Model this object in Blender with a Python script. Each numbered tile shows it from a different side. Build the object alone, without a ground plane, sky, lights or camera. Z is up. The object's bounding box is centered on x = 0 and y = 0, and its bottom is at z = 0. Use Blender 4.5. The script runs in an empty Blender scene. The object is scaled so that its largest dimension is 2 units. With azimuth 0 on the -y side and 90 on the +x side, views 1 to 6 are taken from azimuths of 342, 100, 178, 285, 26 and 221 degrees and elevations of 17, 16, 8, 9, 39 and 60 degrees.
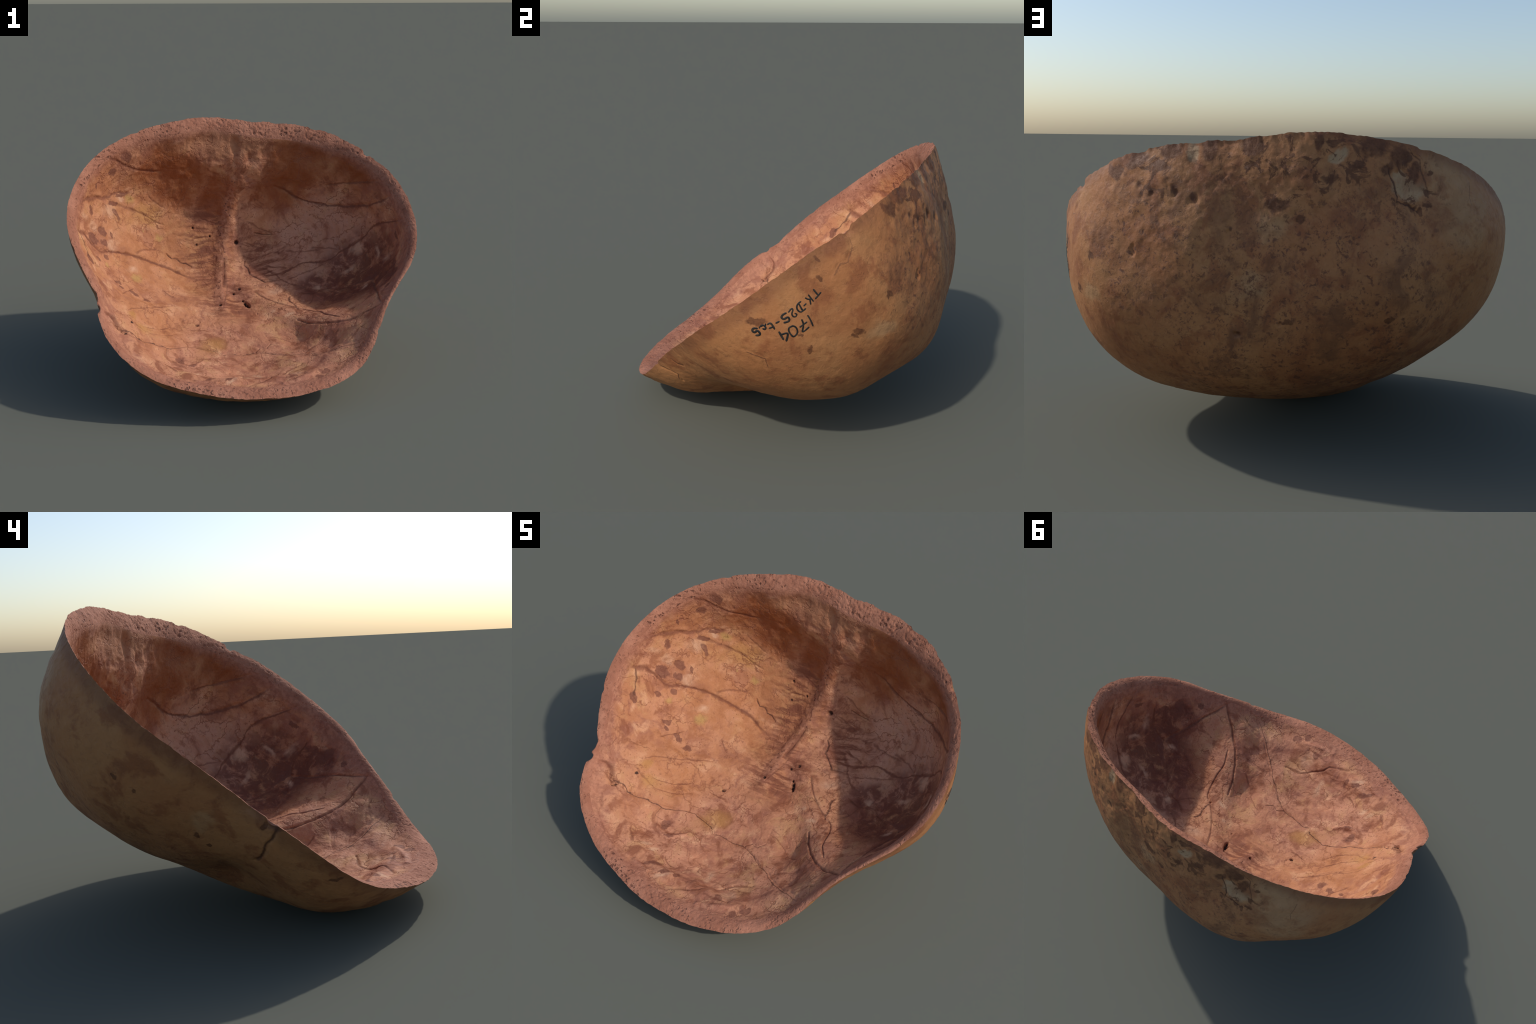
"""Sawn-off cranial vault (skull cap) lying like a bowl.
All parts share one local frame: X = front (brow), Y = side, Z = normal of the saw cut.
A point of the bowl is addressed by its azimuth phi (0 = front) and by s (0 = rim, 1 = vault pole)."""
import bpy, math
import numpy as np
from mathutils import Matrix

# ------------------------------------------------------------------ frame
CENTRE = np.array([-0.0318, 0.0035, 0.7598])
AX_N = np.array([-0.03337, -0.63149, 0.77467])
AX_S = np.array([0.99944, -0.02109, 0.02587])
AX_F = np.cross(AX_S, AX_N)

# ------------------------------------------------------------------ profiles (24 meridians, every 15 degrees)
# radius of the outer table at s = 0, 1/6 .. 5/6 ; the pole is shared
POLE = 0.727
MERIDIANS = [
 [0.987,0.898,0.809,0.728,0.685,0.685], [0.983,0.880,0.778,0.717,0.688,0.689],
 [0.944,0.856,0.753,0.714,0.698,0.697], [0.873,0.826,0.735,0.734,0.719,0.708],
 [0.882,0.863,0.804,0.787,0.749,0.722], [0.966,0.960,0.907,0.849,0.785,0.739],
 [1.022,1.025,0.984,0.914,0.816,0.756], [1.050,1.029,1.004,0.938,0.839,0.771],
 [1.044,1.030,1.004,0.947,0.862,0.784], [1.013,0.964,0.944,0.928,0.882,0.794],
 [0.966,0.922,0.901,0.890,0.879,0.799], [0.919,0.866,0.856,0.859,0.859,0.799],
 [0.939,0.878,0.856,0.862,0.849,0.794], [0.947,0.906,0.901,0.888,0.846,0.788],
 [0.972,0.929,0.948,0.905,0.843,0.779], [1.001,1.005,0.952,0.912,0.831,0.767],
 [1.010,1.003,0.928,0.866,0.801,0.754], [0.996,0.967,0.907,0.824,0.773,0.739],
 [0.948,0.916,0.843,0.779,0.742,0.724], [0.920,0.867,0.792,0.740,0.710,0.710],
 [0.998,0.873,0.739,0.721,0.694,0.699], [1.025,0.933,0.786,0.725,0.687,0.691],
 [1.003,0.925,0.803,0.729,0.685,0.686], [0.992,0.913,0.810,0.732,0.685,0.684]]
RIM_HEIGHT = [0.000,-0.016,-0.037,-0.006,0.010,0.025,0.023,0.019,0.006,-0.007,-0.019,-0.027,
              -0.023,-0.010,-0.003,0.008,0.012,0.016,0.018,0.008,0.012,-0.014,-0.013,-0.001]
# wall thickness at the cut (radial) and deeper in the bowl
CUT_WIDTH = [0.083,0.077,0.060,0.040,0.027,0.046,0.050,0.062,0.062,0.096,0.109,0.105,
             0.090,0.096,0.063,0.046,0.046,0.051,0.055,0.040,0.044,0.063,0.077,0.085]
# how far the inner lip of the cut lies below the outer lip
CUT_DROP = [0.030,0.028,0.026,0.020,0.016,0.026,0.032,0.040,0.048,0.058,0.058,0.048,
            0.030,0.028,0.042,0.045,0.042,0.040,0.036,0.028,0.026,0.030,0.032,0.032]
# wall thickness of the bowl as swellings on the flattened map q (front, side); the rim is |q| = 1
WALL = 0.074
SWELLINGS = [  # qx, qy, reach along, reach across, turn, amount
    (-0.86, 0.08, 0.15, 0.30, 0.0, 0.040),     # mass of the occipital crest
    (-0.72, 0.40, 0.16, 0.22, -0.5, 0.034),
    (-0.62, -0.07, 0.12, 0.10, 0.0, -0.022),
    (0.85, -0.05, 0.28, 0.45, 0.0, 0.018),     # brow
    (0.92, -0.06, 0.12, 0.55, 0.0, 0.038),
    (0.70, 0.55, 0.14, 0.12, 0.0, 0.018),
    (0.40, -0.05, 0.28, 0.30, 0.0, 0.022),
    (0.27, -0.50, 0.12, 0.18, 0.0, -0.018),
    (0.68, -0.66, 0.12, 0.12, 0.0, 0.026),
    (0.15, -0.66, 0.10, 0.12, 0.0, 0.014),
    (-0.40, -0.44, 0.14, 0.14, 0.0, 0.018),
    (0.19, 0.33, 0.26, 0.07, 0.66, 0.034),     # fold beside the right temple
    (-0.20, 0.26, 0.30, 0.16, 0.0, 0.024),
    (-0.20, 0.72, 0.26, 0.14, 0.0, -0.016),
    (0.20, 0.78, 0.18, 0.12, 0.0, -0.012),
    (-0.35, -0.84, 0.20, 0.12, 0.0, -0.014),
    (-0.68, -0.14, 0.11, 0.14, 0.0, 0.040), (-0.89, -0.33, 0.07, 0.17, 0.2, -0.028), (-0.66, 0.22, 0.08, 0.08, 0.0, 0.018), (-0.80, 0.46, 0.08, 0.14, -0.5, 0.014), (-0.52, -0.30, 0.12, 0.12, 0.0, 0.016), (-0.58, 0.68, 0.10, 0.12, 0.0, 0.026),
    (-0.08, 0.47, 0.22, 0.12, 0.15, 0.024), (-0.05, -0.30, 0.12, 0.10, 0.0, 0.016), (0.66, -0.62, 0.10, 0.10, 0.0, 0.014), (-0.15, 0.80, 0.18, 0.07, 0.0, -0.010), (0.74, -0.45, 0.12, 0.22, 0.3, 0.026), (0.93, -0.05, 0.07, 0.35, 0.0, 0.016),
    (0.82, 0.42, 0.10, 0.12, 0.0, 0.016), (0.50, 0.28, 0.10, 0.10, 0.0, -0.044), (0.32, -0.58, 0.10, 0.14, 0.0, -0.048), (0.84, 0.10, 0.07, 0.16, 0.0, -0.028), (0.74, -0.20, 0.08, 0.20, 0.0, -0.014), (0.66, 0.40, 0.08, 0.08, 0.0, -0.014), (-0.88, -0.20, 0.06, 0.10, 0.0, 0.028), (-0.74, -0.39, 0.07, 0.10, 0.0, -0.022), (0.05, 0.34, 0.08, 0.08, 0.0, 0.014),
    (0.10, 0.96, 0.30, 0.06, 0.0, 0.012)]
CREST = [(-1.00, 0.130), (-0.872, 0.145), (-0.735, 0.150), (-0.592, 0.115), (-0.485, 0.078), (-0.357, 0.038),
         (-0.243, 0.006), (-0.083, -0.046), (0.112, -0.100), (0.276, -0.145)]   # midline crest inside
CREST_HEIGHT = [0.0, 0.012, 0.022, 0.034, 0.050, 0.066, 0.074, 0.064, 0.032, 0.0]
FORKS = [[(-0.10, -0.09), (0.05, -0.22), (0.14, -0.42), (0.17, -0.62)], [(-0.12, 0.02), (0.05, 0.14), (0.20, 0.24), (0.36, 0.36)]]   # low swells branching off its end

NV, NO, NI, NR = 1200, 280, 420, 22      # azimuth steps; rows outside, inside, across the cut
NP, NS = 24, 6

def spline_matrix(xk, x):
    """Natural cubic spline through knots xk, evaluated at x, as a matrix."""
    m = len(xk); h = np.diff(xk); a = np.eye(m); b = np.zeros((m, m))
    for i in range(1, m - 1):
        a[i, i-1:i+2] = h[i-1], 2*(h[i-1]+h[i]), h[i]
        b[i, i-1:i+2] = 6/h[i-1], -6/h[i-1]-6/h[i], 6/h[i]
    c = np.linalg.solve(a, b)
    i = np.clip(np.searchsorted(xk, x) - 1, 0, m - 2); hh = h[i]
    u = (xk[i+1] - x) / hh; v = 1 - u; k = np.arange(len(x))
    out = np.zeros((len(x), m)); out[k, i] += u; out[k, i+1] += v
    out += ((u**3-u)[:, None]*c[i] + (v**3-v)[:, None]*c[i+1]) * (hh*hh/6)[:, None]
    return out

def ring_matrix(count, x):
    xk = np.arange(-6, count + 7) * 2*np.pi/count
    m = spline_matrix(xk, np.asarray(x) % (2*np.pi)); out = np.zeros((len(x), count))
    for j in range(len(xk)):
        out[:, (j-6) % count] += m[:, j]
    return out

PHI = np.arange(NV) * 2*np.pi/NV
RING = ring_matrix(NP, PHI)

def vault(s):
    """Outer radius on (phi, s); each meridian runs over the pole into the opposite one."""
    arch = spline_matrix(np.arange(-NS, NS+1)/NS, s - 1)
    mer = np.array(MERIDIANS)
    knots = np.concatenate([mer, np.full((NP, 1), POLE), np.roll(mer, -NP//2, 0)[:, ::-1]], 1)
    return RING @ (knots @ arch.T)

def place(r, s, lift):
    th = s*np.pi/2
    x = r*np.cos(th)*np.cos(PHI)[:, None]; y = r*np.cos(th)*np.sin(PHI)[:, None]
    z = -r*np.sin(th) + lift
    return np.stack([x, y, z], -1)

# ------------------------------------------------------------------ noise
def _hash(i, seed):
    i = i.astype(np.int64)
    h = (i[..., 0]*374761393 + i[..., 1]*668265263 + i[..., 2]*2147483647 + seed*1274126177) & 0xffffffff
    h = ((h ^ (h >> 13)) * 1274126177) & 0xffffffff
    return ((h ^ (h >> 16)) & 0xffff) / 32767.5 - 1.0

def noise(p, scale, seed=0, octaves=1, gain=0.5):
    out = 0; amp = 1
    for o in range(octaves):
        q = p*scale*2**o + 17.3*seed; i = np.floor(q); f = q - i; f = f*f*f*(f*(f*6-15)+10); v = 0
        for c in range(8):
            d = np.array([c & 1, c >> 1 & 1, c >> 2 & 1])
            v = v + _hash(i + d, seed + o) * np.prod(np.where(d, f, 1-f), -1)
        out = out + amp*v; amp *= gain
    return out

# ------------------------------------------------------------------ surfaces
S_OUT = np.linspace(0, 1, NO); S_IN = np.linspace(0, 1, NI)
lift_of = lambda s: (RING @ np.array(RIM_HEIGHT))[:, None] * (1-s)[None]**2

def outer_surface():
    r = vault(S_OUT)
    return place(r, S_OUT[None], lift_of(S_OUT))

def polyline_near(q, path):
    """Distance of every q to a polyline, and the arc position (in points) of the nearest spot."""
    path = np.asarray(path, float); best = np.full(q.shape[:-1], 9.0); at = np.zeros(q.shape[:-1])
    for i in range(len(path) - 1):
        a, d = path[i], path[i+1] - path[i]
        t = np.clip(((q - a) @ d) / (d @ d), 0, 1)
        r = np.hypot(q[..., 0] - a[0] - t*d[0], q[..., 1] - a[1] - t*d[1])
        m = r < best; best[m] = r[m]; at[m] = (i + t)[m]
    return best, at

def swelling(q, spots):
    out = 0
    for cx, cy, ra, rb, turn, amount in spots:
        x, y = q[..., 0] - cx, q[..., 1] - cy; c, s = math.cos(turn), math.sin(turn)
        out = out + amount*np.exp(-((x*c + y*s)/ra)**2 - ((y*c - x*s)/rb)**2)
    return out

def flat_map(s):
    return np.stack([(1-s)*np.cos(PHI)[:, None], (1-s)*np.sin(PHI)[:, None]], -1)

def inner_rows():
    """s of every inner vertex: the rows start at the lowered inner lip of the cut."""
    drop = RING @ np.array(CUT_DROP); lip = vault(np.zeros(1))[:, 0] - RING @ np.array(CUT_WIDTH)
    s0 = np.arctan2(drop, lip)*2/np.pi
    return s0[:, None] + (1 - s0)[:, None]*S_IN[None]

def inner_surface():
    s = inner_rows(); q = flat_map(s)
    table = np.linspace(0, 1, 801); rv = vault(table)
    r = np.stack([np.interp(s[i], table, rv[i]) for i in range(NV)])
    t = WALL + swelling(q, SWELLINGS)
    d, at = polyline_near(q, CREST); hgt = np.interp(at, np.arange(len(CREST)), CREST_HEIGHT)
    t = t + hgt*(0.65*np.exp(-(d/0.048)**2) + 0.35*np.exp(-(d/0.15)**2))
    for path in FORKS:
        d, at = polyline_near(q, path); t = t + 0.020*np.exp(-(d/0.065)**2)
    brow = [(0.93*math.cos(math.radians(a)), 0.93*math.sin(math.radians(a))) for a in range(-58, 52, 10)]
    t = t + 0.020*np.exp(-(polyline_near(q, brow)[0]/0.045)**2)          # floor swept up to the front lip
    left = [(0.92*math.cos(math.radians(a)), 0.92*math.sin(math.radians(a))) for a in range(-56, -14, 8)]
    t = t + 0.024*np.exp(-(polyline_near(q, left)[0]/0.045)**2)
    # at the lip the thickness is that of the cut
    r0 = vault(np.zeros(1)) - (RING @ np.array(CUT_WIDTH))[:, None]
    r0 = np.hypot(r0, (RING @ np.array(CUT_DROP))[:, None])
    k = np.exp(-((s - s[:, :1])/0.07)**2)
    return place(r0*k + (r - t)*(1 - k), s, (RING @ np.array(RIM_HEIGHT))[:, None]*(1-s)**2)

# ------------------------------------------------------------------ marks on the inner surface, on the flat map q
# name: (kind, width, depth, strength, points)   kinds: vessel = soft rusty furrow, crack = thin dark split
INNER_LINES = [
 ("vessel", 0.008, 0.004, 0.75, [(-0.69,-0.69),(-0.704,-0.628),(-0.702,-0.569),(-0.703,-0.505),(-0.713,-0.427),(-0.73,-0.339)]),
 ("vessel", 0.008, 0.004, 0.80, [(-0.39,-0.90),(-0.442,-0.813),(-0.484,-0.737),(-0.511,-0.652),(-0.562,-0.574),(-0.576,-0.518),(-0.605,-0.479)]),
 ("vessel", 0.006, 0.003, 0.55, [(-0.511,-0.638),(-0.508,-0.576),(-0.508,-0.493),(-0.5,-0.414),(-0.473,-0.347),(-0.461,-0.293)]),
 ("vessel", 0.010, 0.006, 0.80, [(-0.232,-0.955),(-0.231,-0.898),(-0.252,-0.834),(-0.233,-0.772),(-0.219,-0.74),(-0.237,-0.68),(-0.253,-0.612),(-0.263,-0.552),(-0.259,-0.489),(-0.244,-0.407),(-0.228,-0.321),(-0.182,-0.237),(-0.156,-0.183)]),
 ("vessel", 0.005, 0.003, 0.55, [(-0.278,-0.505),(-0.31,-0.447),(-0.324,-0.384),(-0.344,-0.333)]),
 ("crack", 0.0035, 0.006, 0.95, [(-0.312,-0.296),(-0.286,-0.277),(-0.288,-0.246),(-0.265,-0.227),(-0.26,-0.2),(-0.242,-0.178)]),
 ("crack", 0.0035, 0.003, 0.80, [(-0.235,-0.893),(-0.219,-0.891),(-0.169,-0.886),(-0.121,-0.882),(-0.075,-0.887)]),
 ("crack", 0.0028, 0.004, 0.90, [(0.422,-0.88),(0.415,-0.836),(0.433,-0.798),(0.448,-0.757),(0.475,-0.715),(0.478,-0.672),(0.474,-0.646),(0.48,-0.593),(0.485,-0.539),(0.477,-0.492),(0.463,-0.439),(0.459,-0.384),(0.483,-0.324),(0.518,-0.247),(0.546,-0.220),(0.537,-0.186),(0.551,-0.135),(0.559,-0.08),(0.561,-0.009),(0.596,0.075),(0.648,0.156),(0.668,0.232),(0.695,0.266),(0.722,0.34),(0.751,0.418),(0.757,0.486),(0.765,0.58)]),
 ("vessel", 0.010, 0.014, 0.70, [(0.377,-0.92),(0.363,-0.864),(0.387,-0.834),(0.419,-0.813),(0.457,-0.781)]),
 ("vessel", 0.006, 0.005, 0.75, [(0.915,-0.178),(0.91,-0.12),(0.897,-0.056),(0.866,-0.032),(0.827,0.035),(0.788,0.087),(0.764,0.196)]),
 ("crack", 0.0032, 0.006, 0.90, [(-0.243,0.135),(-0.221,0.129),(-0.198,0.146),(-0.157,0.149),(-0.124,0.180),(-0.08,0.226),(-0.082,0.262)]),
 ("vessel", 0.006, 0.007, 0.80, [(0.505,0.561),(0.434,0.508),(0.359,0.479),(0.292,0.44),(0.241,0.403),(0.225,0.363)]),
 ("crack", 0.0035, 0.005, 0.90, [(0.225,0.363),(0.161,0.351),(0.117,0.33),(0.08,0.333)]),
 ("vessel", 0.007, 0.004, 0.50, [(0.225,0.363),(0.171,0.299),(0.12,0.245),(0.069,0.2),(-0.006,0.147)]),
 ("vessel", 0.009, 0.010, 0.70, [(0.59,0.78),(0.588,0.711),(0.586,0.64),(0.56,0.54),(0.511,0.465),(0.441,0.398),(0.356,0.341)]),
 ("vessel", 0.007, 0.004, 0.85, [(-0.078,0.275),(-0.112,0.323),(-0.135,0.388),(-0.143,0.447),(-0.121,0.504),(-0.11,0.545),(-0.124,0.603),(-0.134,0.68),(-0.137,0.74),(-0.153,0.781),(-0.137,0.83),(-0.1,0.89),(-0.01,0.985)]),
 ("vessel", 0.006, 0.003, 0.70, [(-0.184,0.234),(-0.125,0.285),(-0.068,0.319),(-0.023,0.363),(-0.006,0.409)]),
 ("vessel", 0.006, 0.003, 0.70, [(-0.198,0.24),(-0.156,0.327),(-0.136,0.361)]),
 ("vessel", 0.008, 0.005, 0.85, [(-0.604,0.379),(-0.556,0.431),(-0.482,0.487),(-0.422,0.56),(-0.37,0.632),(-0.314,0.722),(-0.264,0.813),(-0.232,0.884),(-0.208,0.953)]),
 ("vessel", 0.006, 0.003, 0.70, [(-0.481,0.641),(-0.438,0.731),(-0.387,0.823),(-0.338,0.895)]),
 ("vessel", 0.006, 0.003, 0.75, [(0.047,0.388),(0.077,0.443),(0.07,0.51),(0.11,0.577),(0.143,0.654)]),
 ("crack", 0.0032, 0.004, 0.80, [(-0.386,0.22),(-0.367,0.261),(-0.35,0.309)]),
 ("vessel", 0.005, 0.003, 0.55, [(0.271,-0.766),(0.207,-0.7),(0.179,-0.615),(0.134,-0.521),(0.102,-0.437)]),
 ("vessel", 0.007, 0.004, 0.85, [(0.13,0.89),(0.124,0.843),(0.124,0.784),(0.137,0.76),(0.162,0.727)]),
 ("vessel", 0.007, 0.006, 0.70, [(0.162,0.728),(0.264,0.746),(0.4,0.775),(0.502,0.773),(0.609,0.768)]),
 ("vessel", 0.005, 0.003, 0.45, [(0.32,-0.80),(0.36,-0.70),(0.40,-0.62),(0.39,-0.54),(0.34,-0.46)]),
 ("crack", 0.0028, 0.003, 0.60, [(0.56,-0.01),(0.53,0.03),(0.545,0.07),(0.51,0.11)]),
 ("crack", 0.0028, 0.003, 0.55, [(0.48,-0.55),(0.53,-0.545),(0.545,-0.50)]),
 ("vessel", 0.0045, 0.002, 0.60, [(-0.457,0.173),(-0.436,0.214),(-0.408,0.241),(-0.381,0.283),(-0.355,0.313)]),
 ("vessel", 0.0045, 0.002, 0.60, [(-0.353,0.144),(-0.334,0.179),(-0.304,0.226),(-0.291,0.271)]),
 ("vessel", 0.0045, 0.002, 0.60, [(-0.249,0.354),(-0.226,0.412),(-0.204,0.465),(-0.184,0.529)]),
 ("vessel", 0.0045, 0.002, 0.60, [(-0.218,0.482),(-0.195,0.524),(-0.176,0.561),(-0.144,0.602)]),
 ("vessel", 0.0045, 0.002, 0.60, [(-0.062,0.334),(-0.078,0.400),(-0.085,0.458),(-0.102,0.533)]),
 ("vessel", 0.0045, 0.002, 0.60, [(0.180,0.422),(0.129,0.443),(0.079,0.454)]),
 ("vessel", 0.0045, 0.002, 0.60, [(-0.016,0.504),(0.031,0.495),(0.059,0.488)]),
 ("vessel", 0.0045, 0.002, 0.60, [(0.266,0.515),(0.239,0.568),(0.228,0.624),(0.195,0.671),(0.183,0.727)]),
 ("vessel", 0.0045, 0.002, 0.60, [(-0.450,-0.133),(-0.448,-0.088),(-0.444,-0.040)]),
 ("vessel", 0.0045, 0.002, 0.60, [(-0.399,-0.137),(-0.403,-0.086),(-0.406,-0.038)]),
 ("vessel", 0.0045, 0.002, 0.60, [(-0.506,-0.083),(-0.488,-0.041),(-0.473,0.000)]),
 ("vessel", 0.0045, 0.002, 0.60, [(-0.299,-0.137),(-0.302,-0.086),(-0.330,-0.024)]),
 ("vessel", 0.0045, 0.002, 0.60, [(0.445,0.119),(0.469,0.194),(0.514,0.265),(0.545,0.374)]),
 ("vessel", 0.0045, 0.002, 0.60, [(-0.086,-0.009),(-0.017,-0.038),(0.050,-0.068),(0.119,-0.098)]),
 ("vessel", 0.0045, 0.002, 0.60, [(0.908,-0.019),(0.907,0.062),(0.901,0.143)]),
 ("vessel", 0.0045, 0.002, 0.60, [(0.647,-0.602),(0.691,-0.565),(0.725,-0.532)]),
 ("vessel", 0.0045, 0.002, 0.60, [(0.742,-0.363),(0.781,-0.314),(0.794,-0.267),(0.768,-0.263)]),
 ("vessel", 0.0045, 0.002, 0.60, [(0.506,-0.806),(0.559,-0.761),(0.640,-0.718),(0.692,-0.664),(0.767,-0.570)]),
 ("vessel", 0.0045, 0.002, 0.60, [(0.329,-0.690),(0.344,-0.633),(0.324,-0.561),(0.290,-0.502),(0.239,-0.476)]),
 ("vessel", 0.0045, 0.002, 0.60, [(0.290,-0.386),(0.311,-0.324),(0.311,-0.262)]),
 ("vessel", 0.0045, 0.002, 0.60, [(0.077,-0.730),(0.036,-0.679),(-0.019,-0.616)]),
 ("vessel", 0.0045, 0.002, 0.60, [(-0.051,-0.424),(-0.013,-0.402),(0.018,-0.372)]),
 ("vessel", 0.0045, 0.002, 0.60, [(-0.590,-0.383),(-0.559,-0.319),(-0.548,-0.290)]),
 ("vessel", 0.0045, 0.002, 0.60, [(0.736,0.489),(0.709,0.556),(0.690,0.634)]),
 ("vessel", 0.0045, 0.002, 0.60, [(0.669,0.261),(0.635,0.332),(0.598,0.454)]),
]
# raised flakes: points, width, height
INNER_RIDGES = [([(0.948,-0.01),(0.94,0.064),(0.919,0.15),(0.888,0.238)], 0.010, 0.010),
                ([(0.819,-0.467),(0.838,-0.427),(0.867,-0.364)], 0.008, 0.008),
                ([(0.60,-0.36),(0.625,-0.40),(0.625,-0.46),(0.59,-0.51)], 0.012, 0.010)]
# blots: qx, qy, reach, reach, turn
DARK_SPOTS = [(-0.75,-0.563,0.033,0.029,1.96),(-0.64,-0.633,0.026,0.018,1.88),(-0.409,-0.763,0.016,0.027,1.84),(-0.458,-0.591,0.016,0.025,1.94),
 (-0.343,-0.69,0.026,0.028,2.01),(-0.266,-0.763,0.038,0.032,1.96),(-0.281,-0.688,0.026,0.020,1.87),(-0.503,-0.602,0.033,0.013,1.92),
 (-0.557,-0.552,0.033,0.012,1.98),(-0.155,-0.768,0.02,0.015,2.09),(-0.197,-0.693,0.013,0.02,1.97),(-0.07,-0.885,0.016,0.029,1.87),
 (-0.026,-0.712,0.03,0.012,2.09),(0.007,-0.706,0.014,0.014,2.13),(0.047,-0.642,0.016,0.03,2.08),(0.08,-0.586,0.026,0.02,1.92),
 (-0.541,-0.728,0.008,0.014,1.72),(-0.338,-0.63,0.009,0.023,1.89),(0.815,-0.373,0.041,0.014,1.79),(0.859,-0.294,0.028,0.011,1.70),
 (0.856,-0.229,0.022,0.022,1.96),(0.899,0.08,0.028,0.018,1.82),(0.879,0.255,0.034,0.012,1.86),(0.922,0.206,0.025,0.014,2.02),
 (0.185,0.87,0.045,0.016,0.04),(0.287,0.869,0.034,0.034,-0.3),(0.422,0.84,0.022,0.016,-0.45),(0.01,0.911,0.03,0.012,0.0),
 (0.228,0.74,0.018,0.03,-0.28),(0.135,0.708,0.02,0.05,-0.18),(0.558,-0.477,0.024,0.030,1.76),(0.625,-0.425,0.030,0.010,1.85)]
GREEN_SPOTS = [(-0.558,-0.497,0.03,0.022,1.9),(-0.39,-0.33,0.02,0.016,1.84),(-0.417,-0.421,0.008,0.008,1.99),(-0.143,-0.711,0.021,0.015,2.05),
 (-0.116,-0.546,0.033,0.023,2.0)]
OLIVE_ZONES = [(0.365,-0.672,0.06,0.05,2.07),(0.469,-0.261,0.11,0.07,2.02),(-0.50,-0.40,0.12,0.06,2.0),(0.30,-0.74,0.05,0.03,2.3)]
PALE_SPOTS = [(-0.537,-0.549,0.016,0.009,1.83),(-0.358,-0.816,0.028,0.019,1.94),(-0.338,-0.745,0.028,0.03,1.88),(-0.281,-0.64,0.032,0.026,2.15),
 (-0.46,-0.633,0.05,0.03,1.99),(-0.173,-0.551,0.036,0.022,2.03),(0.776,-0.077,0.02,0.05,1.84),(0.711,-0.483,0.026,0.014,1.98),(0.729,-0.441,0.026,0.009,2.16),
 (0.883,-0.287,0.034,0.013,1.89),(0.858,0.113,0.05,0.034,1.87),(0.199,0.223,0.018,0.016,1.91),(0.277,0.311,0.034,0.016,1.87),
 (-0.102,0.69,0.03,0.036,1.54),(0.0,0.619,0.012,0.030,0.2),(0.042,0.473,0.017,0.022,1.98),(0.01,0.27,0.03,0.06,0.42),(0.082,0.824,0.02,0.026,-0.1),
 (-0.004,0.773,0.036,0.012,0.01),(0.194,0.695,0.022,0.014,-0.26)]
INNER_PITS = [(0.457,-0.781,0.006,0.012),(0.357,-0.749,0.010,0.008),(0.26,-0.308,0.010,0.016),(0.239,-0.289,0.005,0.006),(0.092,-0.11,0.009,0.014),
 (0.215,-0.396,0.014,0.006),(0.050,0.058,0.007,0.016),(0.070,0.068,0.011,0.028),(0.090,0.074,0.013,0.030),(0.108,0.082,0.010,0.020),(-0.047,0.057,0.010,0.010),(-0.017,0.016,0.007,0.010),
 (0.187,0.117,0.006,0.006),(-0.356,0.11,0.012,0.020),(-0.454,-0.127,0.006,0.010),(-0.408,-0.039,0.006,0.010),(-0.366,-0.119,0.006,0.008),
 (0.552,-0.478,0.022,0.012),(0.60,-0.43,0.014,0.006)]     # qx, qy, reach, depth
TRENCH = [(-0.255,0.010),(-0.229,0.002),(-0.153,-0.019),(-0.071,-0.037)]

# ------------------------------------------------------------------ marks on the outer surface
OUTER_LINES = [
 ("crack", 0.0035, 0.006, 0.85, [(-0.86,-0.345),(-0.814,-0.357),(-0.77,-0.367),(-0.754,-0.36),(-0.734,-0.398),(-0.703,-0.431)]),
 ("crack", 0.003, 0.003, 0.60, [(-0.872,-0.444),(-0.837,-0.478),(-0.802,-0.474),(-0.768,-0.482),(-0.731,-0.48)]),
 ("crack", 0.0026, 0.002, 0.45, [(-0.693,-0.665),(-0.657,-0.63),(-0.634,-0.628)]),
 ("crack", 0.003, 0.002, 0.75, [(0.099,0.894),(0.068,0.868),(0.049,0.852),(0.061,0.836),(0.077,0.817)]),
 ("crack", 0.004, 0.004, 0.90, [(0.75,0.634),(0.701,0.631),(0.67,0.616),(0.676,0.571)]),
 ("crack", 0.004, 0.004, 0.70, [(0.646,0.725),(0.622,0.713),(0.584,0.721)]),
 ("crack", 0.003, 0.0015, 0.45, [(-0.495,0.848),(-0.464,0.833),(-0.414,0.835),(-0.395,0.852),(-0.34,0.86)]),
 ("vessel", 0.007, 0.006, 0.85, [(0.387,-0.93),(0.389,-0.886),(0.38,-0.855),(0.386,-0.832),(0.385,-0.797),(0.371,-0.768)]),
]
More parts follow.
